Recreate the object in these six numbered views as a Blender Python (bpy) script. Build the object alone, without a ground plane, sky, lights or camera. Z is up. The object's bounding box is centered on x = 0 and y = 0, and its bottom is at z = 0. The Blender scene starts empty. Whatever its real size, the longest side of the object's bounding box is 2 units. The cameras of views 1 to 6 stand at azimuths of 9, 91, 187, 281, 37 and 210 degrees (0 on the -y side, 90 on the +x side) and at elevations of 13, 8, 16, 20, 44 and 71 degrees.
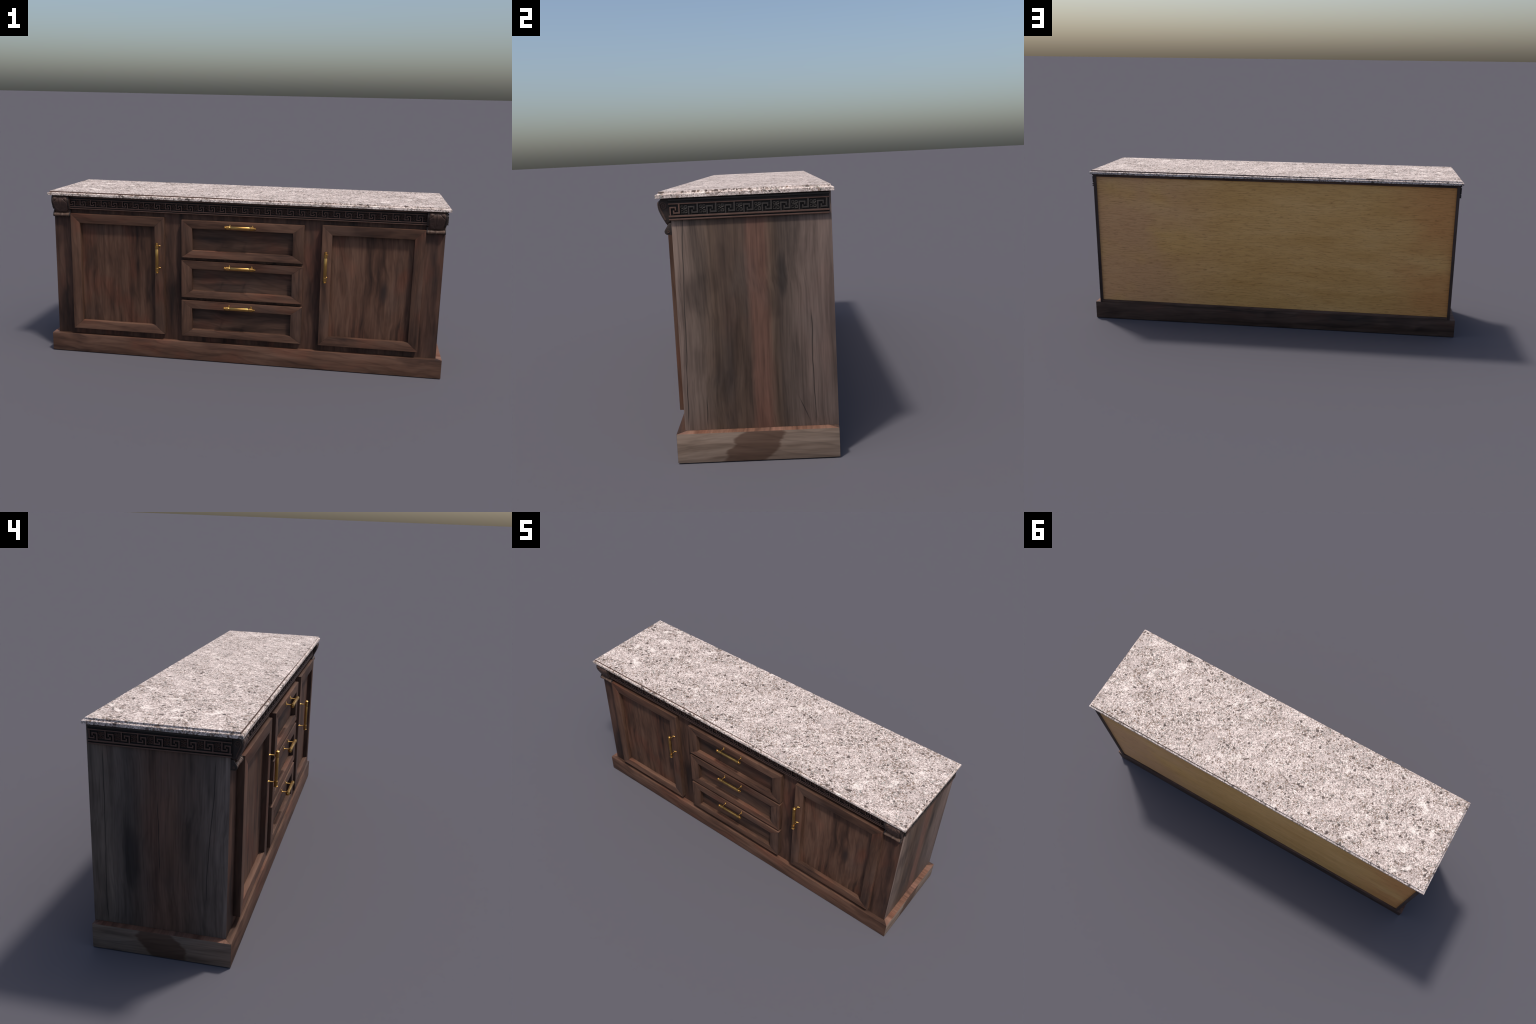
# Walnut sideboard: granite top, Greek-key frieze, scroll corbels, two framed doors,
# three framed drawers, brass bar handles, plywood back.  Metres, z up, front faces -y.
import bpy, bmesh, math
from mathutils import Vector, Matrix

# ------------------------------------------------------------------ sizes
CARC_X, CARC_F, CARC_B = 0.972, -0.2125, 0.2705       # carcass half width, front and back plane
PLINTH_X, PLINTH_F, PLINTH_B, PLINTH_Z = 1.0, -0.2370, 0.2694, 0.0945
CARC_Z = 0.8258                                        # underside of the slab
DOOR_F = -0.2390                                       # front plane of doors and drawers
PANEL_F = -0.2178                                      # front plane of their sunk panels
FRZ, FRZ_FRONT = 0.0086, 0.0205                        # how far the frieze stands proud at the ends and in front

# ------------------------------------------------------------------ node helpers
class Nodes:
    def __init__(self, name):
        self.mat = bpy.data.materials.new(name)
        self.mat.use_nodes = True
        self.nt = self.mat.node_tree
        self.nt.nodes.clear()
        self.out = self.new('ShaderNodeOutputMaterial')
        self.bsdf = self.new('ShaderNodeBsdfPrincipled')
        self.link(self.bsdf.outputs[0], self.out.inputs[0])
    def new(self, t, **kw):
        n = self.nt.nodes.new(t)
        for k, v in kw.items():
            setattr(n, k, v)
        return n
    def link(self, a, b):
        self.nt.links.new(a, b)
    def put(self, sock, v):
        if isinstance(v, (int, float, tuple, list)):
            if sock.type == 'RGBA' and len(v) == 3:
                v = (*v, 1)
            sock.default_value = v
        else:
            self.link(v, sock)
    def math(self, op, a, b=0.0, c=0.0, clamp=False):
        n = self.new('ShaderNodeMath', operation=op, use_clamp=clamp)
        for i, v in enumerate((a, b, c)):
            self.put(n.inputs[i], v)
        return n.outputs[0]
    def vmath(self, op, a, b):
        n = self.new('ShaderNodeVectorMath', operation=op)
        self.put(n.inputs[0], a); self.put(n.inputs[1], b)
        return n.outputs[0]
    def mix(self, f, a, b, blend='MIX'):
        n = self.new('ShaderNodeMix', data_type='RGBA', blend_type=blend)
        self.put(n.inputs[0], f); self.put(n.inputs[6], a); self.put(n.inputs[7], b)
        return n.outputs[2]
    def ramp(self, f, stops, interp='LINEAR'):
        n = self.new('ShaderNodeValToRGB')
        r = n.color_ramp; r.interpolation = interp
        while len(r.elements) < len(stops):
            r.elements.new(0.5)
        for e, (p, c) in zip(r.elements, stops):
            e.position = p
            e.color = (c, c, c, 1) if isinstance(c, (int, float)) else (*c, 1)
        self.put(n.inputs[0], f)
        return n.outputs[0]
    def step(self, v, lo, hi, a=0.0, b=1.0):
        n = self.new('ShaderNodeMapRange', interpolation_type='SMOOTHSTEP')
        self.put(n.inputs[0], v)
        for i, x in enumerate((lo, hi, a, b)):
            self.put(n.inputs[i + 1], x)
        return n.outputs[0]
    def noise(self, vec, scale, detail=3, rough=0.55, w=None, dist=0.0):
        n = self.new('ShaderNodeTexNoise', noise_dimensions='4D')
        self.put(n.inputs['Vector'], vec)
        self.put(n.inputs['W'], 0.0 if w is None else w)
        n.inputs['Scale'].default_value = scale
        n.inputs['Detail'].default_value = detail
        n.inputs['Roughness'].default_value = rough
        n.inputs['Distortion'].default_value = dist
        return n.outputs[0]
    def voronoi(self, vec, scale, feature='F1', rnd=1.0):
        n = self.new('ShaderNodeTexVoronoi', feature=feature)
        self.put(n.inputs['Vector'], vec)
        n.inputs['Scale'].default_value = scale
        n.inputs['Randomness'].default_value = rnd
        return n
    def coords(self):
        t = self.new('ShaderNodeTexCoord').outputs['Object']
        s = self.new('ShaderNodeSeparateXYZ'); self.link(t, s.inputs[0])
        return t, s.outputs[0], s.outputs[1], s.outputs[2]
    def scale(self, vec, s):
        return self.vmath('MULTIPLY', vec, s)
    def rand(self):
        return self.new('ShaderNodeObjectInfo').outputs['Random']
    def bump(self, h, strength, dist=0.002):
        n = self.new('ShaderNodeBump')
        n.inputs['Strength'].default_value = strength
        n.inputs['Distance'].default_value = dist
        self.put(n.inputs['Height'], h)
        self.link(n.outputs[0], self.bsdf.inputs['Normal'])

AX = {'x': 0, 'y': 1, 'z': 2}

def wood(name, axis, dark, mid, light, seed=0.0, gain=1.0, knots=0.0, stripes=None,
         cracks=(), patch=None, smudge=None, fine_gain=0.40, figure=0.55, rough=0.6, grey=0.35, red=0.45, streak=1.0):
    """Stained walnut.  axis = direction of the grain.  stripes = colour bands across a board
    (coordinate, colour) on the y axis; cracks = (y at z0, slope, z from, z to); patch = a dark stain."""
    N = Nodes(name)
    obj, X, Y, Z = N.coords()
    w = N.math('MULTIPLY_ADD', N.rand(), 40.0, seed)
    st = [8.0, 8.0, 8.0]; st[AX[axis]] = 0.85
    fine = [190.0, 190.0, 190.0]; fine[AX[axis]] = 6.0
    hair = [60.0, 60.0, 60.0]; hair[AX[axis]] = 1.6
    # wavy grain: push the coordinate across the grain with a slow noise
    wob = N.noise(N.scale(obj, (3.0, 3.0, 3.0)), 1.0, 2, 0.5, w)
    wobv = N.math('MULTIPLY', N.math('SUBTRACT', wob, 0.5), 0.05)
    cmb = N.new('ShaderNodeCombineXYZ')
    for i in range(3):
        if i != AX[axis]:
            N.link(wobv, cmb.inputs[i])
    p = N.vmath('ADD', obj, cmb.outputs[0])
    n1 = N.noise(N.scale(p, st), 2.6, 5, 0.6, w, 0.35)
    n2 = N.noise(N.scale(p, hair), 1.0, 4, 0.6, w)
    n3 = N.noise(N.scale(p, fine), 1.0, 2, 0.6, w)
    half = [2.2, 2.2, 2.2]; half[AX[axis]] = 1.0
    n4 = N.noise(N.scale(p, half), 3.4, 3, 0.5, N.math('ADD', w, 7.3))
    n5 = N.noise(N.scale(p, half), 4.2, 3, 0.5, N.math('ADD', w, 19.1))
    slow = [3.6, 3.6, 3.6]; slow[AX[axis]] = 1.0
    cloud = N.noise(N.scale(p, slow), 4.0, 4, 0.55, N.math('ADD', w, 31.7))
    v = N.math('ADD', N.math('ADD', N.math('MULTIPLY', n1, 0.55), N.math('MULTIPLY', n2, 0.15)), N.math('MULTIPLY', cloud, 0.30))
    if stripes:
        lo, hi = stripes[0][0], stripes[-1][0]
        yy = N.math('ADD', Y, N.math('MULTIPLY', N.math('SUBTRACT', n4, 0.5), 0.03))
        yy = N.math('ADD', yy, N.math('MULTIPLY', N.math('SUBTRACT', n1, 0.5), 0.035))
        yy = N.math('ADD', yy, N.math('MULTIPLY', N.math('SUBTRACT', cloud, 0.5), 0.035))
        f = N.math('DIVIDE', N.math('SUBTRACT', yy, lo), hi - lo, clamp=True)
        base = N.ramp(f, [((s - lo) / (hi - lo), c) for s, c in stripes])
        tone = N.ramp(v, [(0.36, 0.50), (0.48, 0.95), (0.60, 1.18)])
        col = N.mix(1.0, base, tone, 'MULTIPLY')
    else:
        col = N.ramp(v, [(0.37, dark), (0.48, mid), (0.60, light)])
    # drifting hue: reddish here, blue-grey there
    mean = [(a + b) / 2 for a, b in zip(mid, light)]
    g = sum(mean) / 3
    col = N.mix(N.math('MULTIPLY', N.step(n4, 0.52, 0.68), grey), col,
                N.mix(0.5, col, (g * 0.90, g * 0.84, g * 0.82)))
    col = N.mix(N.math('MULTIPLY', N.step(n5, 0.52, 0.68), red), col,
                N.mix(1.0, col, (1.30, 0.86, 0.76), 'MULTIPLY'))
    col = N.mix(N.math('MULTIPLY', N.step(n5, 0.32, 0.46, 1, 0), 0.62 * streak), col,
                N.mix(1.0, col, (0.46, 0.45, 0.47), 'MULTIPLY'))
    # long curved growth lines
    wv = N.new('ShaderNodeTexWave', wave_type='BANDS', bands_direction='DIAGONAL', wave_profile='SAW')
    cv = [1.0, 1.0, 1.0]; cv[AX[axis]] = 0.16
    N.link(N.vmath('ADD', N.scale(p, cv), N.math('MULTIPLY', w, 0.613)), wv.inputs['Vector'])
    wv.inputs['Scale'].default_value = 13.0
    wv.inputs['Distortion'].default_value = 7.0
    wv.inputs['Detail'].default_value = 2.0
    wv.inputs['Detail Scale'].default_value = 0.7
    lines = N.ramp(wv.outputs[1], [(0.0, 1.08), (0.75, 0.98), (0.93, 0.68), (1.0, 0.95)])
    col = N.mix(figure, col, N.mix(1.0, col, lines, 'MULTIPLY'))
    # one board differs from the next
    rb = N.step(N.math('FRACT', N.math('MULTIPLY', N.rand(), 7.31)), 0.0, 1.0, 0.84, 1.14)
    col = N.mix(1.0, col, rb, 'MULTIPLY')
    # pores and hair-fine grain
    col = N.mix(fine_gain, col, N.mix(1.0, col, N.ramp(n3, [(0.32, 0.60), (0.52, 1.0), (0.72, 1.22)]), 'MULTIPLY'))
    col = N.mix(0.35, col, N.mix(1.0, col, N.ramp(n2, [(0.34, 0.55), (0.50, 1.0), (0.70, 1.2)]), 'MULTIPLY'))
    if knots:
        ks = [7.0, 7.0, 7.0]; ks[AX[axis]] = 2.6
        vo = N.voronoi(N.vmath('ADD', N.scale(p, ks), N.math('MULTIPLY', w, 0.37)), 0.55)
        k = N.math('MULTIPLY', N.step(vo.outputs['Distance'], 0.05, 0.13, 1, 0), knots)
        col = N.mix(k, col, (0.012, 0.012, 0.014))
    for y0, slope, z0, z1 in cracks:
        yc = N.math('MULTIPLY_ADD', Z, slope, y0)
        yc = N.math('ADD', yc, N.math('MULTIPLY', N.math('SUBTRACT', n4, 0.5), 0.03))
        d = N.math('ABSOLUTE', N.math('SUBTRACT', Y, yc))
        m = N.step(d, 0.0006, 0.0022, 0.8, 0)
        m = N.math('MULTIPLY', m, N.math('MULTIPLY', N.step(Z, z0, z0 + 0.05), N.step(Z, z1 - 0.05, z1, 1, 0)))
        col = N.mix(m, col, (0.018, 0.015, 0.014))
    if smudge:                                            # dark mineral streak in the board
        y0, z0, ry, rz = smudge
        dy = N.math('DIVIDE', N.math('ADD', N.math('SUBTRACT', Y, y0), N.math('MULTIPLY', N.math('SUBTRACT', n1, 0.5), 0.04)), ry)
        dz = N.math('DIVIDE', N.math('SUBTRACT', Z, z0), rz)
        rr = N.math('ADD', N.math('MULTIPLY', dy, dy), N.math('MULTIPLY', dz, dz))
        col = N.mix(N.math('MULTIPLY', N.step(rr, 0.1, 1.2, 1, 0), 0.75), col, N.mix(1.0, col, (0.30, 0.34, 0.38), 'MULTIPLY'))
    if patch:
        y0, y1, skew, pc = patch
        yy = N.math('SUBTRACT', Y, N.math('MULTIPLY', N.math('SUBTRACT', Z, 0.047), skew))
        yy = N.math('ADD', yy, N.math('MULTIPLY', N.math('SUBTRACT', n1, 0.5), 0.10))
        yn = N.math('DIVIDE', N.math('SUBTRACT', yy, (y0 + y1) / 2), (y1 - y0) / 2)
        zn = N.math('DIVIDE', N.math('SUBTRACT', Z, 0.047), 0.066)
        m = N.step(N.math('ADD', N.math('POWER', N.math('ABSOLUTE', yn), 3.0), N.math('POWER', N.math('ABSOLUTE', zn), 3.0)), 0.55, 0.95, 1, 0)
        col = N.mix(N.math('MULTIPLY', m, 0.85), col, N.mix(0.5, pc, N.mix(1.0, col, (.5, .4, .35), 'MULTIPLY')))
    if gain != 1.0:
        col = N.mix(1.0, col, (gain * 1.04, gain * 0.97, gain * 0.94), 'MULTIPLY')
    N.link(col, N.bsdf.inputs['Base Color'])
    N.put(N.bsdf.inputs['Roughness'], N.math('MULTIPLY_ADD', n2, 0.2, rough - 0.1))
    N.bsdf.inputs['Specular IOR Level'].default_value = 0.2
    N.bump(N.math('ADD', n3, n2), 0.10, 0.001)
    return N.mat

def granite():
    N = Nodes('granite_mottled')
    obj, X, Y, Z = N.coords()
    wv = N.new('ShaderNodeTexNoise'); N.link(obj, wv.inputs['Vector'])
    wv.inputs['Scale'].default_value = 90.0
    wv.inputs['Detail'].default_value = 2.0
    p = N.vmath('ADD', obj, N.scale(N.vmath('SUBTRACT', wv.outputs[1], (0.5, 0.5, 0.5)), (0.006,) * 3))
    cell = N.voronoi(p, 215.0)
    sc = N.new('ShaderNodeSeparateColor'); N.link(cell.outputs['Color'], sc.inputs[0])
    r, g, b = sc.outputs[0], sc.outputs[1], sc.outputs[2]
    big = N.noise(obj, 7.0, 3, 0.55)
    mid = N.noise(obj, 42.0, 4, 0.65, 3.0)
    fine = N.noise(obj, 260.0, 3, 0.65, 5.0)
    # feldspar ground: pinkish cream, with cream-white blotches and greyer clouds
    col = N.ramp(N.math('ADD', N.math('MULTIPLY', r, 0.40), N.math('MULTIPLY', mid, 0.60)),
                 [(0.30, (0.27, 0.225, 0.205)), (0.42, (0.42, 0.350, 0.322)), (0.56, (0.58, 0.495, 0.458)), (0.70, (0.74, 0.65, 0.605))])
    col = N.mix(N.math('MULTIPLY', N.step(big, 0.34, 0.48, 1, 0), 0.55), col, (0.43, 0.365, 0.34))
    blot = N.noise(N.vmath('ADD', p, (3.1, 1.7, 0.2)), 16.0, 4, 0.6, 11.0)
    col = N.mix(N.math('MULTIPLY', N.step(blot, 0.60, 0.68), 0.9), col, (0.74, 0.66, 0.61))
    # chips of smoky quartz, biotite and green hornblende in mixed sizes, crowding in slanting drifts
    rot = N.new('ShaderNodeMapping'); rot.vector_type = 'POINT'
    rot.inputs['Rotation'].default_value = (0, 0, math.radians(-28)); N.link(p, rot.inputs[0])
    drift = N.noise(N.scale(rot.outputs[0], (4.0, 9.0, 6.0)), 1.6, 3, 0.55, 23.0)
    jag = N.new('ShaderNodeTexNoise'); N.link(obj, jag.inputs['Vector'])
    jag.inputs['Scale'].default_value = 240.0
    jag.inputs['Detail'].default_value = 3.0
    q = N.vmath('ADD', p, N.scale(N.vmath('SUBTRACT', jag.outputs[1], (0.5, 0.5, 0.5)), (0.006,) * 3))
    for size, lo, hi, cols, amount in (
            (300.0, 0.08, 0.22, ((0.16, 0.130, 0.12), (0.25, 0.200, 0.175)), 0.75),
            (260.0, 0.03, 0.09, ((0.10, 0.145, 0.125), (0.20, 0.24, 0.21)), 0.75),
            (200.0, 0.03, 0.16, ((0.060, 0.048, 0.044), (0.21, 0.135, 0.085)), 0.80),
            (135.0, 0.012, 0.10, ((0.060, 0.047, 0.043), (0.17, 0.115, 0.082)), 0.82),
            (85.0, 0.006, 0.032, ((0.055, 0.042, 0.038), (0.085, 0.062, 0.054)), 0.88)):
        ch = N.voronoi(N.vmath('ADD', q, (size * 0.013, size * 0.007, 0.3)), size)
        cs = N.new('ShaderNodeSeparateColor'); N.link(ch.outputs['Color'], cs.inputs[0])
        pick = N.math('LESS_THAN', cs.outputs[0], N.step(drift, 0.40, 0.60, lo, hi))
        col = N.mix(N.math('MULTIPLY', pick, amount), col, N.ramp(cs.outputs[1], [(0.1, cols[0]), (0.9, cols[1])]))
    col = N.mix(N.math('MULTIPLY', N.step(blot, 0.60, 0.68), 0.6), col, (0.72, 0.64, 0.59))
    # short slanting veins of dark mica
    vein = N.noise(N.scale(rot.outputs[0], (14.0, 75.0, 60.0)), 1.0, 3, 0.55, 17.0)
    col = N.mix(N.step(vein, 0.63, 0.70, 0, 0.7), col, (0.20, 0.145, 0.12))
    col = N.mix(0.8, col, N.mix(1.0, col, N.ramp(fine, [(0.32, 0.45), (0.50, 1.0), (0.70, 1.25)]), 'MULTIPLY'))
    # brown streak in the upper fillet of the long edges, running out along the slab
    nrm = N.new('ShaderNodeNewGeometry').outputs['Normal']
    sn = N.new('ShaderNodeSeparateXYZ'); N.link(nrm, sn.inputs[0])
    side = N.math('SIGN', Y)
    run = N.math('MULTIPLY', X, side)                         # +1 where the streak is full
    wid = N.step(run, -0.65, 0.40, 0.0004, 0.0062)
    up = N.math('SUBTRACT', Z, 0.8403)
    m = N.math('MULTIPLY', N.math('GREATER_THAN', up, 0.0), N.math('LESS_THAN', up, wid))
    m = N.math('MULTIPLY', m, N.math('GREATER_THAN', N.math('ABSOLUTE', sn.outputs[1]), 0.7))
    col = N.mix(m, col, (0.085, 0.052, 0.043))
    col = N.mix(1.0, col, (1.10, 1.075, 1.06), 'MULTIPLY')
    N.link(col, N.bsdf.inputs['Base Color'])
    N.bsdf.inputs['Roughness'].default_value = 0.7
    N.bsdf.inputs['Specular IOR Level'].default_value = 0.15
    return N.mat

def plywood():
    N = Nodes('plywood_veneer')
    obj, X, Y, Z = N.coords()
    wob = N.noise(N.scale(obj, (1.5, 1.5, 4.0)), 1.0, 2)
    
    cmb = N.new('ShaderNodeCombineXYZ')
    N.link(N.math('MULTIPLY', N.math('SUBTRACT', wob, 0.5), 0.08), cmb.inputs[2])
    p = N.vmath('ADD', obj, cmb.outputs[0])
    a = N.noise(N.scale(p, (0.8, 1.0, 4.0)), 3.0, 4, 0.55, 2.0)
    b = N.noise(N.scale(p, (11.0, 11.0, 190.0)), 1.0, 3, 0.65, 4.0)
    c = N.noise(N.scale(p, (26.0, 26.0, 330.0)), 1.0, 2, 0.6, 6.0)
    d = N.noise(N.scale(obj, (1.0, 1.0, 1.6)), 2.2, 3, 0.5, 9.0)
    col = N.ramp(a, [(0.30, (0.64, 0.333, 0.100)), (0.5, (0.72, 0.392, 0.132)), (0.70, (0.77, 0.442, 0.165))])
    # reddish heartwood: pinkish towards +x, orange towards -x
    pink = N.math('MULTIPLY', N.step(d, 0.42, 0.60), N.step(X, 0.15, 0.75))
    col = N.mix(N.math('MULTIPLY', pink, 0.8), col, (0.66, 0.345, 0.165))
    orange = N.math('MULTIPLY', N.step(d, 0.34, 0.56), N.step(X, -0.90, -0.50, 1, 0))
    col = N.mix(N.math('MULTIPLY', orange, 0.85), col, (0.64, 0.275, 0.085))
    col = N.mix(0.6, col, N.mix(1.0, col, N.ramp(b, [(0.32, (0.70, 0.60, 0.50)), (0.5, 1.0), (0.7, (1.10, 1.10, 1.10))]), 'MULTIPLY'))
    col = N.mix(N.step(c, 0.58, 0.66, 0, 0.6), col, N.mix(1.0, col, (0.50, 0.44, 0.40), 'MULTIPLY'))
    N.link(col, N.bsdf.inputs['Base Color'])
    N.bsdf.inputs['Roughness'].default_value = 0.65
    N.bsdf.inputs['Specular IOR Level'].default_value = 0.25
    N.bump(b, 0.08, 0.001)
    return N.mat

def brass():
    N = Nodes('aged_brass')
    obj, X, Y, Z = N.coords()
    n = N.noise(obj, 25.0, 2)
    N.link(N.ramp(n, [(0.3, (0.43, 0.245, 0.072)), (0.7, (0.52, 0.305, 0.095))]), N.bsdf.inputs['Base Color'])
    N.bsdf.inputs['Metallic'].default_value = 1.0
    N.put(N.bsdf.inputs['Roughness'], N.math('MULTIPLY_ADD', n, 0.08, 0.32))
    return N.mat

def carved(name, a, b, rough=0.6):
    N = Nodes(name)
    obj, X, Y, Z = N.coords()
    n = N.noise(N.scale(obj, (1.0, 1.0, 1.0)), 45.0, 4, 0.6)
    n2 = N.noise(N.scale(obj, (9.0, 9.0, 60.0)), 3.0, 3, 0.6)
    col = N.ramp(N.math('ADD', N.math('MULTIPLY', n, 0.5), N.math('MULTIPLY', n2, 0.5)), [(0.35, a), (0.65, b)])
    N.link(col, N.bsdf.inputs['Base Color'])
    N.bsdf.inputs['Roughness'].default_value = rough
    N.bsdf.inputs['Specular IOR Level'].default_value = 0.25
    return N.mat

# ------------------------------------------------------------------ materials
D, M, L = (0.022, 0.0135, 0.0105), (0.072, 0.0390, 0.0250), (0.112, 0.063, 0.041)
M_FRAME_H = wood('walnut_rail_grain', 'x', (0.036, 0.020, 0.015), (0.094, 0.051, 0.034), (0.130, 0.074, 0.050), 3.0, gain=0.92)
M_FRAME_V = wood('walnut_stile_grain', 'z', (0.036, 0.020, 0.015), (0.088, 0.048, 0.032), (0.124, 0.071, 0.049), 8.0, gain=0.92)
M_PANEL_V = wood('walnut_door_panel', 'z', D, (0.083, 0.044, 0.029), (0.132, 0.076, 0.052), 12.0, knots=0.7, gain=0.92)
M_PANEL_H = wood('walnut_drawer_panel', 'x', D, (0.060, 0.0325, 0.0225), (0.092, 0.051, 0.035), 21.0)
M_FACE = wood('walnut_face', 'z', (0.021, 0.0135, 0.0115), (0.062, 0.034, 0.0245), (0.100, 0.056, 0.040), 31.0, gain=0.92)
M_BACK = wood('walnut_back_edge', 'z', D, (0.060, 0.038, 0.032), (0.085, 0.054, 0.044), 37.0)
M_PLINTH_X = wood('walnut_plinth', 'x', (0.036, 0.020, 0.015), (0.094, 0.051, 0.034), (0.130, 0.075, 0.052), 41.0, knots=0.4, gain=0.86)
M_PLINTH_B = wood('walnut_plinth_back', 'x', (0.030, 0.018, 0.014), (0.078, 0.044, 0.031), (0.108, 0.064, 0.047), 45.0)
M_PLINTH_TOP = wood('walnut_end_grain', 'x', (0.050, 0.026, 0.018), (0.142, 0.070, 0.046), (0.190, 0.103, 0.072), 47.0, streak=0.6)
M_PLINTH_Y = wood('walnut_plinth_end', 'y', (0.080, 0.054, 0.040), (0.148, 0.104, 0.078), (0.188, 0.140, 0.110), 51.0,
                  grey=0.3, red=0.1, streak=0.3, patch=(-0.070, 0.092, 0.66, (0.055, 0.028, 0.019)))
GREY, BRN, DRK, RED = (0.166, 0.117, 0.096), (0.112, 0.073, 0.052), (0.074, 0.048, 0.036), (0.143, 0.074, 0.053)
M_SIDE_R = wood('walnut_side_board', 'z', D, (0.11, 0.08, 0.065), (0.16, 0.12, 0.10), 61.0, red=0.12, grey=0.3, streak=0.7, fine_gain=0.6, figure=0.2,
                stripes=[(-0.22, GREY), (-0.15, (0.150, 0.107, 0.085)), (-0.10, BRN), (-0.06, DRK), (-0.02, (0.094, 0.060, 0.043)), (0.003, (0.088, 0.056, 0.042)),
                         (0.022, RED), (0.060, RED), (0.082, BRN), (0.105, (0.090, 0.063, 0.050)), (0.14, (0.126, 0.090, 0.073)),
                         (0.18, GREY), (0.28, (0.172, 0.122, 0.102))],
                cracks=[(-0.2045, 0.030, 0.10, 0.80), (0.205, -0.03, 0.09, 0.48), (-0.14, 0.01, 0.09, 0.22), (0.225, -0.38, 0.10, 0.205)],
                smudge=(0.112, 0.575, 0.016, 0.085))
M_SIDE_L = wood('walnut_side_board_dark', 'z', D, (0.10, 0.08, 0.068), (0.15, 0.12, 0.11), 77.0, red=0.2, grey=0.3, streak=0.6, fine_gain=0.6, figure=0.2,
                stripes=[(-0.22, (0.150, 0.115, 0.098)), (-0.14, (0.128, 0.096, 0.081)), (-0.08, (0.100, 0.067, 0.053)), (-0.02, (0.112, 0.064, 0.046)),
                         (0.04, (0.122, 0.070, 0.052)), (0.09, (0.098, 0.066, 0.053)), (0.13, (0.080, 0.062, 0.054)), (0.17, (0.105, 0.081, 0.069)),
                         (0.21, (0.140, 0.107, 0.087)), (0.28, (0.130, 0.098, 0.080))],
                cracks=[(0.222, -0.008, 0.09, 0.76), (-0.125, -0.05, 0.20, 0.76), (0.02, 0.02, 0.30, 0.60)],
                smudge=(0.125, 0.36, 0.035, 0.14))
M_GRANITE, M_PLY, M_BRASS = granite(), plywood(), brass()
M_GROUND = carved('recess_baked_shade', (0.013, 0.0105, 0.0095), (0.022, 0.0175, 0.0160))  # near-black frieze ground and bar flanks: baked occlusion shade put into the colour
M_KEY = carved('carved_walnut', (0.078, 0.042, 0.032), (0.112, 0.063, 0.048))
M_KEY_DARK = carved('carved_walnut_dark', (0.026, 0.022, 0.020), (0.044, 0.037, 0.034))
M_WORN = carved('carved_walnut_worn', (0.03, 0.026, 0.024), (0.125, 0.110, 0.10))
M_CHEEK = carved('carved_cheek', (0.024, 0.017, 0.0145), (0.042, 0.030, 0.026))
M_CORBEL = carved('carved_corbel', (0.048, 0.028, 0.022), (0.088, 0.052, 0.040), 0.5)
M_BOBBIN = carved('carved_corbel_worn', (0.088, 0.053, 0.037), (0.160, 0.102, 0.075), 0.45)

# ------------------------------------------------------------------ mesh helpers
def empty(name, parent=None):
    o = bpy.data.objects.new(name, None)
    bpy.context.collection.objects.link(o)
    o.empty_display_size = 0.05
    o.parent = parent
    return o

def obj_from_bm(name, bm, mat, parent, smooth=None):
    bmesh.ops.recalc_face_normals(bm, faces=bm.faces)
    me = bpy.data.meshes.new(name)
    bm.to_mesh(me); bm.free()
    for m in (mat if isinstance(mat, (list, tuple)) else [mat]):
        me.materials.append(m)
    if smooth is not None:
        me.polygons.foreach_set('use_smooth', [True] * len(me.polygons))
        me.set_sharp_from_angle(angle=math.radians(smooth))
    o = bpy.data.objects.new(name, me)
    bpy.context.collection.objects.link(o)
    o.parent = parent
    return o

def share(o, parent, loc=(0, 0, 0), mat=None, matrix=None):
    c = o.copy()
    bpy.context.collection.objects.link(c)
    c.parent = parent
    if matrix is not None:
        c.matrix_local = matrix
    else:
        c.location = loc
    if mat is not None:
        c.material_slots[0].link = 'OBJECT'
        c.material_slots[0].material = mat
    return c

def bevel(bm, w, seg=2):
    if w > 0:
        es = [e for e in bm.edges if len(e.link_faces) == 2 and e.calc_face_angle(0) > 0.5]
        bmesh.ops.bevel(bm, geom=es, offset=w, segments=seg, profile=0.6, affect='EDGES', clamp_overlap=True)

def box(name, lo, hi, mat, parent, bev=0.001, seg=2):
    bm = bmesh.new()
    bmesh.ops.create_cube(bm, size=1.0)
    for v in bm.verts:
        v.co = Vector(((lo[i] + hi[i]) / 2 + v.co[i] * (hi[i] - lo[i])) for i in range(3))
    bevel(bm, bev, seg)
    return obj_from_bm(name, bm, mat, parent, 40)

def prism_into(bm, pts, axis, lo, hi):
    """extrude a polygon of (a, b) points along axis from lo to hi"""
    def co(p, t):
        return {'x': (t, p[0], p[1]), 'y': (p[0], t, p[1]), 'z': (p[0], p[1], t)}[axis]
    A = [bm.verts.new(co(p, lo)) for p in pts]
    B = [bm.verts.new(co(p, hi)) for p in pts]
    n = len(pts)
    bm.faces.new(A); bm.faces.new(B[::-1])
    for i in range(n):
        bm.faces.new((A[i], A[(i + 1) % n], B[(i + 1) % n], B[i]))

def prism(name, pts, axis, lo, hi, mat, parent, bev=0.0, seg=2):
    bm = bmesh.new()
    prism_into(bm, pts, axis, lo, hi)
    bmesh.ops.recalc_face_normals(bm, faces=bm.faces)
    bevel(bm, bev, seg)
    return obj_from_bm(name, bm, mat, parent, 40)

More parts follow.
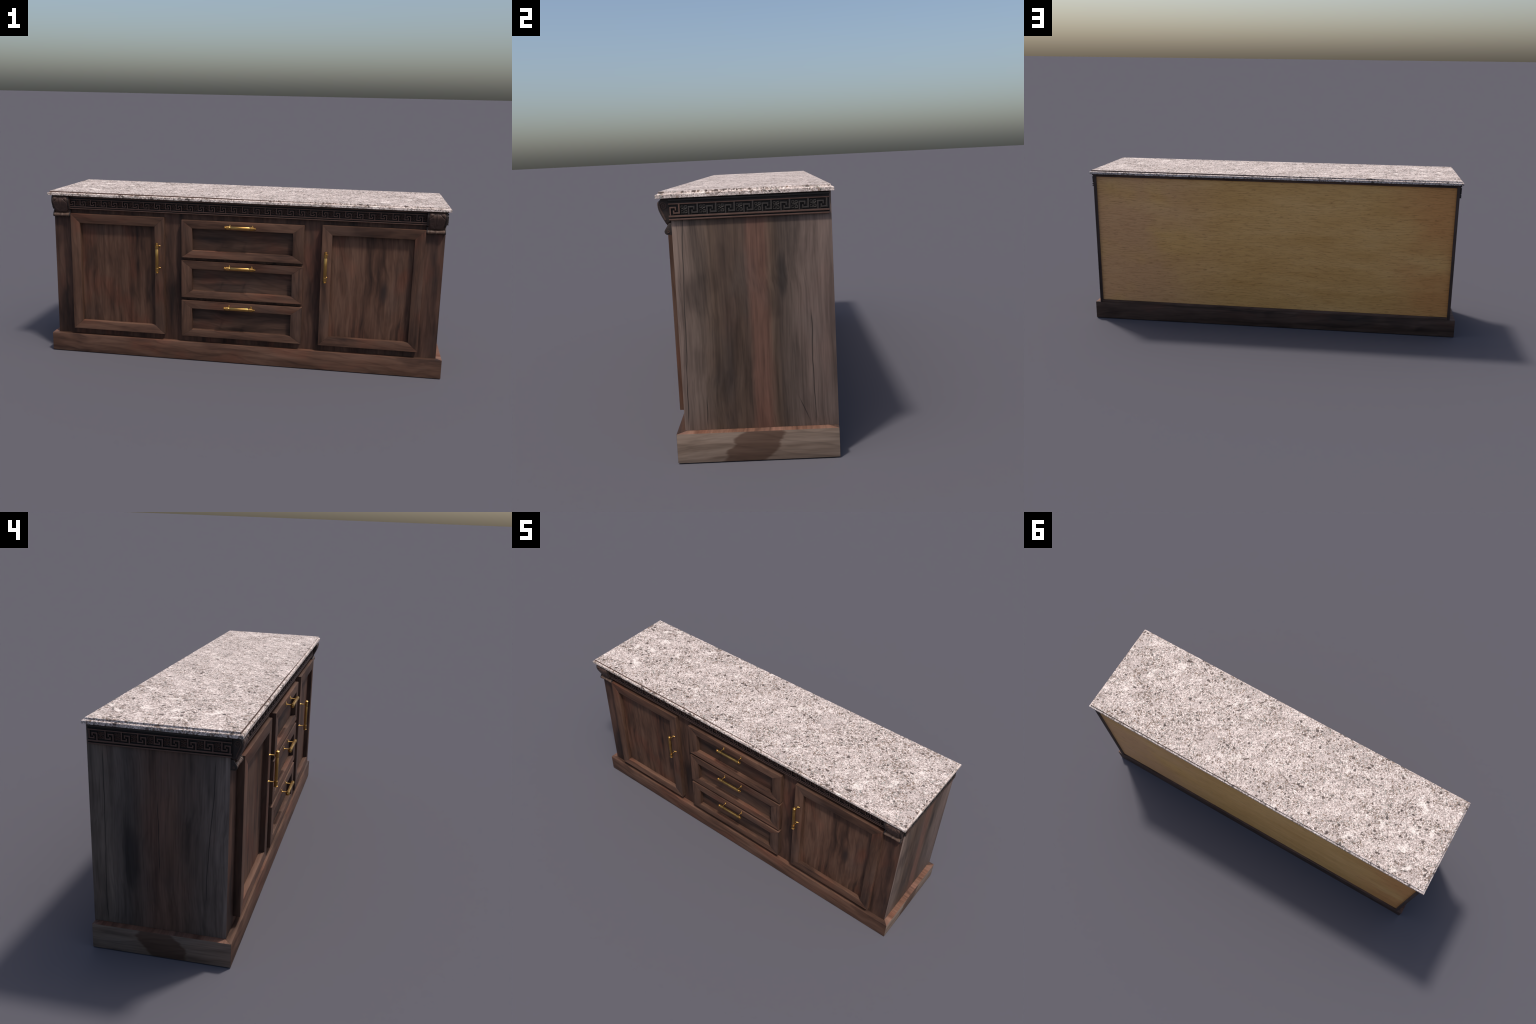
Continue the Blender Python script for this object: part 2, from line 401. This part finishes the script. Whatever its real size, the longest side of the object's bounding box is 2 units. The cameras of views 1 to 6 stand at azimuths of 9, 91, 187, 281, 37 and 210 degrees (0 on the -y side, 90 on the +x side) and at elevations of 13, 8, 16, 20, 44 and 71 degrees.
def lathe_into(bm, prof, axis, org, n=16, phase=0.0):
    """prof = [(t along axis, radius)], solid of revolution"""
    rings = []
    for t, r in prof:
        ring = []
        for k in range(n):
            a = 2 * math.pi * (k + phase) / n
            c, s = r * math.cos(a), r * math.sin(a)
            o = {'x': (t, c, s), 'y': (c, t, s), 'z': (c, s, t)}[axis]
            ring.append(bm.verts.new(Vector(org) + Vector(o)))
        rings.append(ring)
    for A, B in zip(rings, rings[1:]):
        for k in range(n):
            bm.faces.new((A[k], A[(k + 1) % n], B[(k + 1) % n], B[k]))
    bm.faces.new(rings[0][::-1]); bm.faces.new(rings[-1])

def smooth_curve(pts, n):
    """Catmull-Rom through control points"""
    out = []
    P = [Vector(p) for p in pts]
    for i in range(len(P) - 1):
        p0, p1, p2, p3 = P[max(i - 1, 0)], P[i], P[i + 1], P[min(i + 2, len(P) - 1)]
        for k in range(n):
            t = k / n
            out.append(0.5 * ((2 * p1) + (p2 - p0) * t + (2 * p0 - 5 * p1 + 4 * p2 - p3) * t * t + (3 * p1 - p0 - 3 * p2 + p3) * t ** 3))
    out.append(P[-1])
    return out

# ------------------------------------------------------------------ the thing
root = empty('sideboard')
root['label'] = 'dark walnut sideboard with granite top and brass handles'
root['category'] = 'sideboard'

# ---- plinth: mitred boards
def plinth():
    p = empty('plinth', root)
    t = 0.05
    x, f, b, z = PLINTH_X, PLINTH_F, PLINTH_B, PLINTH_Z
    prism('plinth_board', [(-x, f), (x, f), (x - t, f + t), (-x + t, f + t)], 'z', 0, z, M_PLINTH_X, p, 0.0015)
    prism('plinth_board', [(-x + t, b - t), (x - t, b - t), (x, b), (-x, b)], 'z', 0, z, M_PLINTH_B, p, 0.0015)
    for s in (1, -1):
        o = prism('plinth_board', [(s * x, f), (s * x, b), (s * (x - t), b - t), (s * (x - t), f + t)], 'z', 0, z,
                  [M_PLINTH_Y, M_PLINTH_TOP], p, 0.0015)
        for poly in o.data.polygons:
            if poly.normal.z > 0.8:
                poly.material_index = 1
plinth()

# ---- carcass
def carcass():
    c = empty('carcass', root)
    z0, z1 = PLINTH_Z + 0.0002, CARC_Z - 0.0004
    fb = box('face_board', (-CARC_X, CARC_F, z0), (CARC_X, CARC_F + 0.016, z1), [M_FACE, M_SIDE_R, M_SIDE_L], c, 0.0008)
    for poly in fb.data.polygons:                         # its end edges belong to the sides
        if abs(poly.normal.x) > 0.8:
            poly.material_index = 1 if poly.normal.x > 0 else 2
    for s, m in ((1, M_SIDE_R), (-1, M_SIDE_L)):
        xs = sorted((s * CARC_X, s * (CARC_X - 0.0145)))
        o = box('side_board', (xs[0], CARC_F + 0.016, z0), (xs[1], CARC_B, z1), [m, M_BACK], c, 0.0008)
        for poly in o.data.polygons:
            if poly.normal.y > 0.8:
                poly.material_index = 1
    xi = CARC_X - 0.0145
    box('back_rail', (-xi, CARC_B - 0.016, 0.8115), (xi, CARC_B, z1), M_PLINTH_B, c, 0.0006)
    box('back_rail', (-xi, CARC_B - 0.016, z0), (xi, CARC_B, 0.108), M_PLINTH_B, c, 0.0006)
    box('back_panel', (-xi + 0.0004, CARC_B - 0.014, 0.1085), (xi - 0.0004, CARC_B - 0.0087, 0.811), M_PLY, c, 0.0003)
carcass()

# ---- granite slab, moulded edge
def slab():
    bx, f, b = 0.9885, -0.2545, 0.2795
    prof = [(0.0006, 0.8257), (0.0, 0.8263), (0.0, 0.8361), (0.0007, 0.8370), (0.0035, 0.8379), (0.0068, 0.8393), (0.0080, 0.8402), (0.0086, 0.8412),
            (0.0092, 0.8449), (0.0100, 0.8457)]
    bm = bmesh.new()
    rings = []
    for i, z in prof:
        rings.append([bm.verts.new(c) for c in ((-bx + i, f + i, z), (bx - i, f + i, z), (bx - i, b - i, z), (-bx + i, b - i, z))])
    for A, B in zip(rings, rings[1:]):
        for k in range(4):
            bm.faces.new((A[k], A[(k + 1) % 4], B[(k + 1) % 4], B[k]))
    bm.faces.new(rings[0][::-1]); bm.faces.new(rings[-1])
    obj_from_bm('countertop', bm, M_GRANITE, root)
slab()

# ---- framed fronts
def framed_front(name, x0, x1, z0, z1, side, top, bottom, grain):
    g = empty(name, root)
    yb, yf = CARC_F, DOOR_F
    xi0, xi1, zi0, zi1 = x0 + side, x1 - side, z0 + bottom, z1 - top
    bev = 0.0012
    prism('stile', [(x0, z0), (xi0, zi0), (xi0, zi1), (x0, z1)], 'y', yf, yb, M_FRAME_V, g, bev)
    prism('stile', [(x1, z0), (x1, z1), (xi1, zi1), (xi1, zi0)], 'y', yf, yb, M_FRAME_V, g, bev)
    prism('rail', [(x0, z1), (xi0, zi1), (xi1, zi1), (x1, z1)], 'y', yf, yb, M_FRAME_H, g, bev)
    prism('rail', [(x0, z0), (x1, z0), (xi1, zi0), (xi0, zi0)], 'y', yf, yb, M_FRAME_H, g, bev)
    box('panel', (xi0 - 0.003, PANEL_F, zi0 - 0.003), (xi1 + 0.003, yb - 0.0005, zi1 + 0.003), M_PANEL_V if grain == 'z' else M_PANEL_H, g, 0)
    return g

framed_front('door', -0.8767, -0.3895, 0.1290, 0.7340, 0.0488, 0.0467, 0.0445, 'z')
framed_front('door', 0.3950, 0.8803, 0.1295, 0.7340, 0.0488, 0.0470, 0.0445, 'z')
for za, zb in ((0.5395, 0.7280), (0.3340, 0.5230), (0.1288, 0.3168)):
    framed_front('drawer', -0.3008, 0.3085, za, zb, 0.0537, 0.0402, 0.0360, 'x')

# ---- brass bar handles; built along x, the door ones turned upright
def handle(loc, upright, proto={}):
    h = empty('handle', root)
    if not proto:
        bm = bmesh.new()
        half = [(0.0, 0.0072), (0.0440, 0.0072), (0.0455, 0.0062), (0.0490, 0.0062), (0.0505, 0.0068), (0.0508, 0.0080), (0.0665, 0.0080), (0.0667, 0.0060)]
        tip = [(0.0667, 0.0062), (0.0685, 0.0072), (0.0700, 0.0064), (0.0712, 0.0066), (0.0722, 0.0090), (0.0738, 0.0092), (0.0752, 0.0070), (0.0762, 0.0034), (0.0780, 0.0030), (0.0790, 0.0014)]
        lathe_into(bm, [(-t, r) for t, r in reversed(half)] + half[1:], 'x', (0, 0, 0), 8, 0.5)
        for v in bm.verts:                              # the grip is oval: broader across the front than deep
            v.co.z *= 1.17
        lathe_into(bm, tip, 'x', (0, 0, 0), 20)
        lathe_into(bm, [(-t, r) for t, r in reversed(tip)], 'x', (0, 0, 0), 20)
        proto['bar'] = obj_from_bm('bar', bm, M_BRASS, h, 35)
        bm = bmesh.new()
        yw = 0.0315                                     # from bar axis back to the wood
        lathe_into(bm, [(0.0, 0.0024), (yw - 0.006, 0.0022), (yw - 0.003, 0.0034), (yw - 0.0015, 0.0042)], 'y', (0, 0, 0), 14)
        proto['post'] = obj_from_bm('post', bm, M_BRASS, h, 50)
        bm = bmesh.new()
        lathe_into(bm, [(yw - 0.0030, 0.0028), (yw - 0.0018, 0.0045), (yw, 0.0048)], 'y', (0, 0, 0), 24)
        for v in bm.verts:                              # pointed oval plate, long across the bar
            v.co.z *= 2.3
            v.co.x *= 1.0 - 0.25 * abs(v.co.z) / 0.011
        proto['backplate'] = obj_from_bm('backplate', bm, M_BRASS, h, 50)
        first = True
    else:
        share(proto['bar'], h)
        first = False
    for k, s in enumerate((-0.056, 0.056)):
        for n in ('post', 'backplate'):
            if first and k == 0:
                proto[n].location = (s, 0, 0)
            else:
                share(proto[n], h, (s, 0, 0))
    h.location = loc
    if upright:
        h.rotation_euler = (0, math.radians(90), 0)
for z in (0.7057, 0.5020, 0.2968):
    handle((-0.0005, -0.2700, z), False)
for x in (-0.4175, 0.4175):
    handle((x, -0.2700, 0.5343), True)

# ---- Greek-key frieze
KEY_W, PITCH = 0.031, 0.05525
RAILS = ((0.8169, 0.8222, 0.85), (0.8059, 0.8099, 1.0), (0.7676, 0.7733, 1.0), (0.7588, 0.7634, 1.0))   # z0, z1, share of the relief
def key_mesh(depth):
    bm = bmesh.new()
    t = 0.0044
    # hook rising from the lower rail, and hook hanging from the upper rail (u, z), depth along +y towards the wood
    A = [(0, .7725), (t, .7725), (t, .7945), (.0160, .7945), (.0160, .7876), (.0204, .7876), (.0204, .7988), (0, .7988)]
    w = KEY_W
    B = [(w, .8065), (w - t, .8065), (w - t, .7821), (.0144, .7821), (.0144, .7880), (.0100, .7880), (.0100, .7778), (w, .7778)]
    for P in (A, B):
        prism_into(bm, P, 'y', 0.0, depth)
    bmesh.ops.recalc_face_normals(bm, faces=bm.faces)
    bevel(bm, 0.0004, 1)
    o = obj_from_bm('greek_key', bm, [M_KEY, M_GROUND], None, 40)
    for poly in o.data.polygons:                          # only front faces stay brown; flanks painted near-black for occlusion shade
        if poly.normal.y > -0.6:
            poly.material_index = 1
    return o

def rosette_mesh():
    """square four-petalled flower: looped petals to the corners, a bead in the middle"""
    bm = bmesh.new()
    lathe_into(bm, [(-0.0030, 0.0006), (-0.0024, 0.0016), (0.0, 0.0020)], 'y', (0, 0, 0), 10)
    for q in range(4):
        sx, sz = (1, 1, -1, -1)[q], (1, -1, -1, 1)[q]
        cu, cw = 0.0053, 0.0060
        loop = [(-0.0026, -0.0036), (-0.0036, 0.0006), (-0.0030, 0.0046), (0.0, 0.0041), (0.0030, 0.0046), (0.0036, 0.0002), (0.0016, -0.0030), (-0.0026, -0.0036)]
        pts = smooth_curve([((a + cu) * sx, 0, (b + cw) * sz) for a, b in loop], 3)
        prev = None
        for i, c in enumerate(pts):
            d = (pts[min(i + 1, len(pts) - 1)] - pts[max(i - 1, 0)]).normalized()
            nrm = Vector((-d.z, 0, d.x))
            h = 0.0022 if i % 3 else 0.0028
            ring = [bm.verts.new(c + nrm * a + Vector((0, b, 0))) for a, b in ((-0.0011, 0), (-0.0004, -h), (0.0004, -h), (0.0011, 0))]
            if prev:
                for k in range(4):
                    bm.faces.new((prev[k], prev[(k + 1) % 4], ring[(k + 1) % 4], ring[k]))
            prev = ring
        lathe_into(bm, [(-0.0016, 0.0004), (-0.0010, 0.0012), (0.0, 0.0014)], 'y', (cu * sx, 0, cw * sz), 8)
    return obj_from_bm('rosette', bm, M_KEY, None, 50)

def frieze():
    ros = rosette_mesh()
    used, keys = {}, {}
    def place(o, tag, parent, M, mat):
        if tag not in used:
            used[tag] = True
            o.parent = parent
            o.matrix_local = M
        else:
            o = share(o, parent, matrix=M)
        if mat:
            o.material_slots[0].link = 'OBJECT'
            o.material_slots[0].material = mat
    def run(length0, length1, start, count, frame, depth, mirror, dz, key_mat, ros_mat, last_rosette):
        """frame maps (u along the run, v towards the wood, z) to the world; v = 0 is the relief's face"""
        g = empty('frieze', root)
        ground = 0.0085 if depth > 0.01 else 0.0056       # depth of the sunk ground below the relief
        tag = 'key%.4f' % depth
        if tag not in keys:
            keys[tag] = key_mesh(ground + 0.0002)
        key = keys[tag]
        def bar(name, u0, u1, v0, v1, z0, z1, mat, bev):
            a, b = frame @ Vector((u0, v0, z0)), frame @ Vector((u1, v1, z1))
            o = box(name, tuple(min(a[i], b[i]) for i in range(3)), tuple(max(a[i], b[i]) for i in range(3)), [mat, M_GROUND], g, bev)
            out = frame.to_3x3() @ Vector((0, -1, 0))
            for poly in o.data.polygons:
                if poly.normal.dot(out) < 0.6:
                    poly.material_index = 1  # moulding flanks get the same painted shade
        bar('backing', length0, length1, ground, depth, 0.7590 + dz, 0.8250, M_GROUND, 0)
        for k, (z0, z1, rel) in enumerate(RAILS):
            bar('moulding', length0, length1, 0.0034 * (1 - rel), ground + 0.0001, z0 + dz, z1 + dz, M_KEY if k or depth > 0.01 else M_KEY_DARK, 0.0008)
        flip = Matrix.Diagonal((-1, 1, 1, 1)) if mirror else Matrix.Identity(4)
        for i in range(count):
            u = start + i * PITCH
            off = Matrix.Translation((u + (KEY_W if mirror else 0), 0, dz))
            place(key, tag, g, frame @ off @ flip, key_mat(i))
            if i < count - 1 or last_rosette:
                c = u + KEY_W + (PITCH - KEY_W) / 2
                place(ros, 'r', g, frame @ Matrix.Translation((c, ground - 0.0002, 0.7896 + dz)) @ Matrix.Diagonal((1, 2.3 if depth > 0.01 else 1.6, 1, 1)), ros_mat)
    # front: u = x; right end: u = y; left end: u = -y (seen from outside)
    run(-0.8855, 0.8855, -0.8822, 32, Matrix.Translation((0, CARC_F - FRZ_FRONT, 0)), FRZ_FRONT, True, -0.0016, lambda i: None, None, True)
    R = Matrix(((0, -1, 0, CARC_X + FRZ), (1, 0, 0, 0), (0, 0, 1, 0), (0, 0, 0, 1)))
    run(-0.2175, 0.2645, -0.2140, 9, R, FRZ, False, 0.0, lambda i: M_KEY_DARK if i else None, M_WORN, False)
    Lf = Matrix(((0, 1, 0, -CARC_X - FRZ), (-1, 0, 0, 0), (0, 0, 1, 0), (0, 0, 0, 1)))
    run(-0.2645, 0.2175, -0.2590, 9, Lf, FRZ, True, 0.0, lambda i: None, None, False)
frieze()

# ---- scroll corbels with acanthus leaf and turned bobbin
def corbel(xc, proto={}):
    g = empty('corbel', root)
    g.location = (xc, 0, 0)
    g.scale = (1, 1, 1)
    if proto:
        for o in list(proto['kids']):
            share(o, g, tuple(o.location))
        return
    hw, rim = 0.0446, 0.0075
    yb = CARC_F
    front = smooth_curve([(-.2400, .8250), (-.2462, .8150), (-.2502, .8030), (-.2486, .7900), (-.2438, .7780), (-.2374, .7650), (-.2308, .7530)], 5)
    cheek = [(yb, .8250)] + [tuple(p) for p in front] + [(-.2215, .7515), (yb, .7560)]
    inset = [(yb, .8250)] + [(p[0] + 0.0022, p[1]) for p in front] + [(yb, .7535)]
    for s in (-1, 1):
        a, b = sorted((s * hw, s * (hw - rim)))
        prism('cheek', cheek, 'x', a, b, M_CHEEK, g, 0.0009)
        # volute carved in relief on the cheek
        bm = bmesh.new()
        prev = None
        n = 46
        for i in range(n + 1):
            t = i / n
            if t < 0.30:                                  # straight band down the front edge
                q = t / 0.30
                c = Vector((-.2290 - 0.0150 * q, .7600 + 0.0380 * q))
            else:
                q = (t - 0.30) / 0.70
                a_ = math.radians(195 - 560 * q)
                r = 0.0112 - 0.0085 * q
                c = Vector((-.2330 + r * math.cos(a_), .8020 + r * math.sin(a_) * 1.1))
            if i == 0:
                d = Vector((-0.36, 0.93))
            else:
                d = (c - last).normalized()
            nr = Vector((-d.y, d.x))
            wdt = 0.0026 if t < 0.3 else 0.0019 * (1 - 0.4 * (t - 0.3))
            ring = [bm.verts.new((s * (hw + e), c.x + nr.x * a2, c.y + nr.y * a2)) for a2, e in ((-wdt, -0.0006), (-wdt * .6, 0.0018), (wdt * .6, 0.0018), (wdt, -0.0006))]
            if prev:
                for k in range(3):
                    bm.faces.new((prev[k], prev[k + 1], ring[k + 1], ring[k]))
            prev, last = ring, c
        lathe_into(bm, [(s * (hw - 0.0006), 0.0030), (s * (hw + 0.0010), 0.0022), (s * (hw + 0.0014), 0.0008)], 'x', (0, -.2330, .8020), 12)
        obj_from_bm('volute', bm, M_CORBEL, g, 60)
    prism('core', inset, 'x', -(hw - rim) - 0.001, (hw - rim) + 0.001, M_CORBEL, g, 0)
    # acanthus leaf: a grid that follows the swelling front between the rims
    path = smooth_curve([(-.2400, .8225), (-.2474, .8140), (-.2516, .8040), (-.2502, .7920), (-.2447, .7780), (-.2380, .7640), (-.2312, .7500), (-.2274, .7420)], 9)
    bm = bmesh.new()
    nu = 56
    lw = hw - rim - 0.0004
    rows = []
    for j, c in enumerate(path):
        v = j / (len(path) - 1)
        d = (path[min(j + 1, len(path) - 1)] - path[max(j - 1, 0)]).normalized()
        nrm = Vector((d.y, -d.x))
        if nrm.x > 0:
            nrm = -nrm
        row = []
        for i in range(nu + 1):
            u = -1 + 2 * i / nu
            wid = lw * (1.0 if v < 0.45 else 1.0 - 0.28 * ((v - 0.45) / 0.55) ** 2 * (1 + 0.18 * math.cos(v * 40)))
            # veins fan out from the foot of the leaf; lobes swell between them
            ang = math.atan2(abs(u) * 1.0, 1.05 - v * 0.9)
            fan = math.cos(ang * 11.0)
            h = 0.0012 + 0.0006 * fan * min(1, abs(u) * 3)
            h += 0.0008 * math.exp(-(u / 0.09) ** 2)                       # midrib
            h -= 0.0006 * math.exp(-((abs(u) - 0.14) / 0.05) ** 2)         # grooves beside it
            h += 0.0032 * math.exp(-(((abs(u) - 0.80) / 0.20) ** 2 + ((v - 0.20) / 0.09) ** 2))   # curled upper lobes
            h -= 0.0026 * math.exp(-(((v - 0.24) - (abs(u) - 0.45) * 0.42) / 0.025) ** 2) * max(0, min(1, (abs(u) - 0.25) * 4))
            h -= 0.0030 * math.exp(-((u / 0.05) ** 2 + ((v - 0.80) / 0.05) ** 2))                 # drill holes between lobes
            h -= 0.0026 * math.exp(-(((abs(u) - 0.62) / 0.08) ** 2 + ((v - 0.74) / 0.05) ** 2))
            h *= 1.0 - 0.9 * max(0, (abs(u) - 0.88) / 0.12)
            h -= 0.004 * max(0, (0.06 - v) / 0.06)
            row.append(bm.verts.new((u * wid, c.x + nrm.x * h, c.y + nrm.y * h)))
        rows.append(row)
    for A, B in zip(rows, rows[1:]):
        for k in range(nu):
            bm.faces.new((A[k], A[k + 1], B[k + 1], B[k]))
    # give it a back so it is a solid
    border = [e for e in bm.edges if e.is_boundary]
    ret = bmesh.ops.extrude_edge_only(bm, edges=border)
    for v in ret['geom']:
        if isinstance(v, bmesh.types.BMVert):
            v.co.y = min(v.co.y + 0.008, yb - 0.0005)
    obj_from_bm('acanthus_leaf', bm, M_CORBEL, g, 60)
    # teardrop cheeks of the lower roll
    cy, cz, r = -.2248, .7243, 0.0102
    tear = [(yb, .7500), (-.2200, .7500)] + [(cy + r * math.cos(a), cz + r * math.sin(a)) for a in [math.radians(150 + k * 12) for k in range(11)]] + [(yb, cz - r)]
    for s in (-1, 1):
        a, b = sorted((s * hw, s * (hw - 0.006)))
        prism('cheek', tear, 'x', a, b, M_CHEEK, g, 0.0008)
        bm = bmesh.new()
        lathe_into(bm, [(s * (hw - 0.001), 0.0046), (s * (hw + 0.0012), 0.0040), (s * (hw + 0.0012), 0.0026), (s * (hw + 0.0002), 0.0022)], 'x', (0, -.2228, cz), 14)
        obj_from_bm('scroll_eye', bm, M_CORBEL, g, 40)
    prism('core', [(yb, .7540), (-.2225, .7500), (-.2205, .7345), (yb, .7200)], 'x', -hw + 0.0055, hw - 0.0055, M_CORBEL, g, 0)
    half = [(0.0, 0.0086), (0.0012, 0.0096), (0.0026, 0.0090), (0.0042, 0.0076), (0.012, 0.0082), (0.020, 0.0092), (0.0262, 0.0100), (0.0270, 0.0086), (0.0282, 0.0086), (0.0290, 0.0104), (0.0312, 0.0104), (0.0320, 0.0090), (0.0332, 0.0100), (0.0370, 0.0104), (0.0445, 0.0102)]
    bm = bmesh.new()
    lathe_into(bm, [(-t, q) for t, q in reversed(half)] + half[1:], 'x', (0, cy + 0.0006, cz + 0.0008), 24)
    obj_from_bm('bobbin', bm, M_BOBBIN, g, 50)
    proto['kids'] = list(g.children)
corbel(-0.9258)
corbel(0.9258)
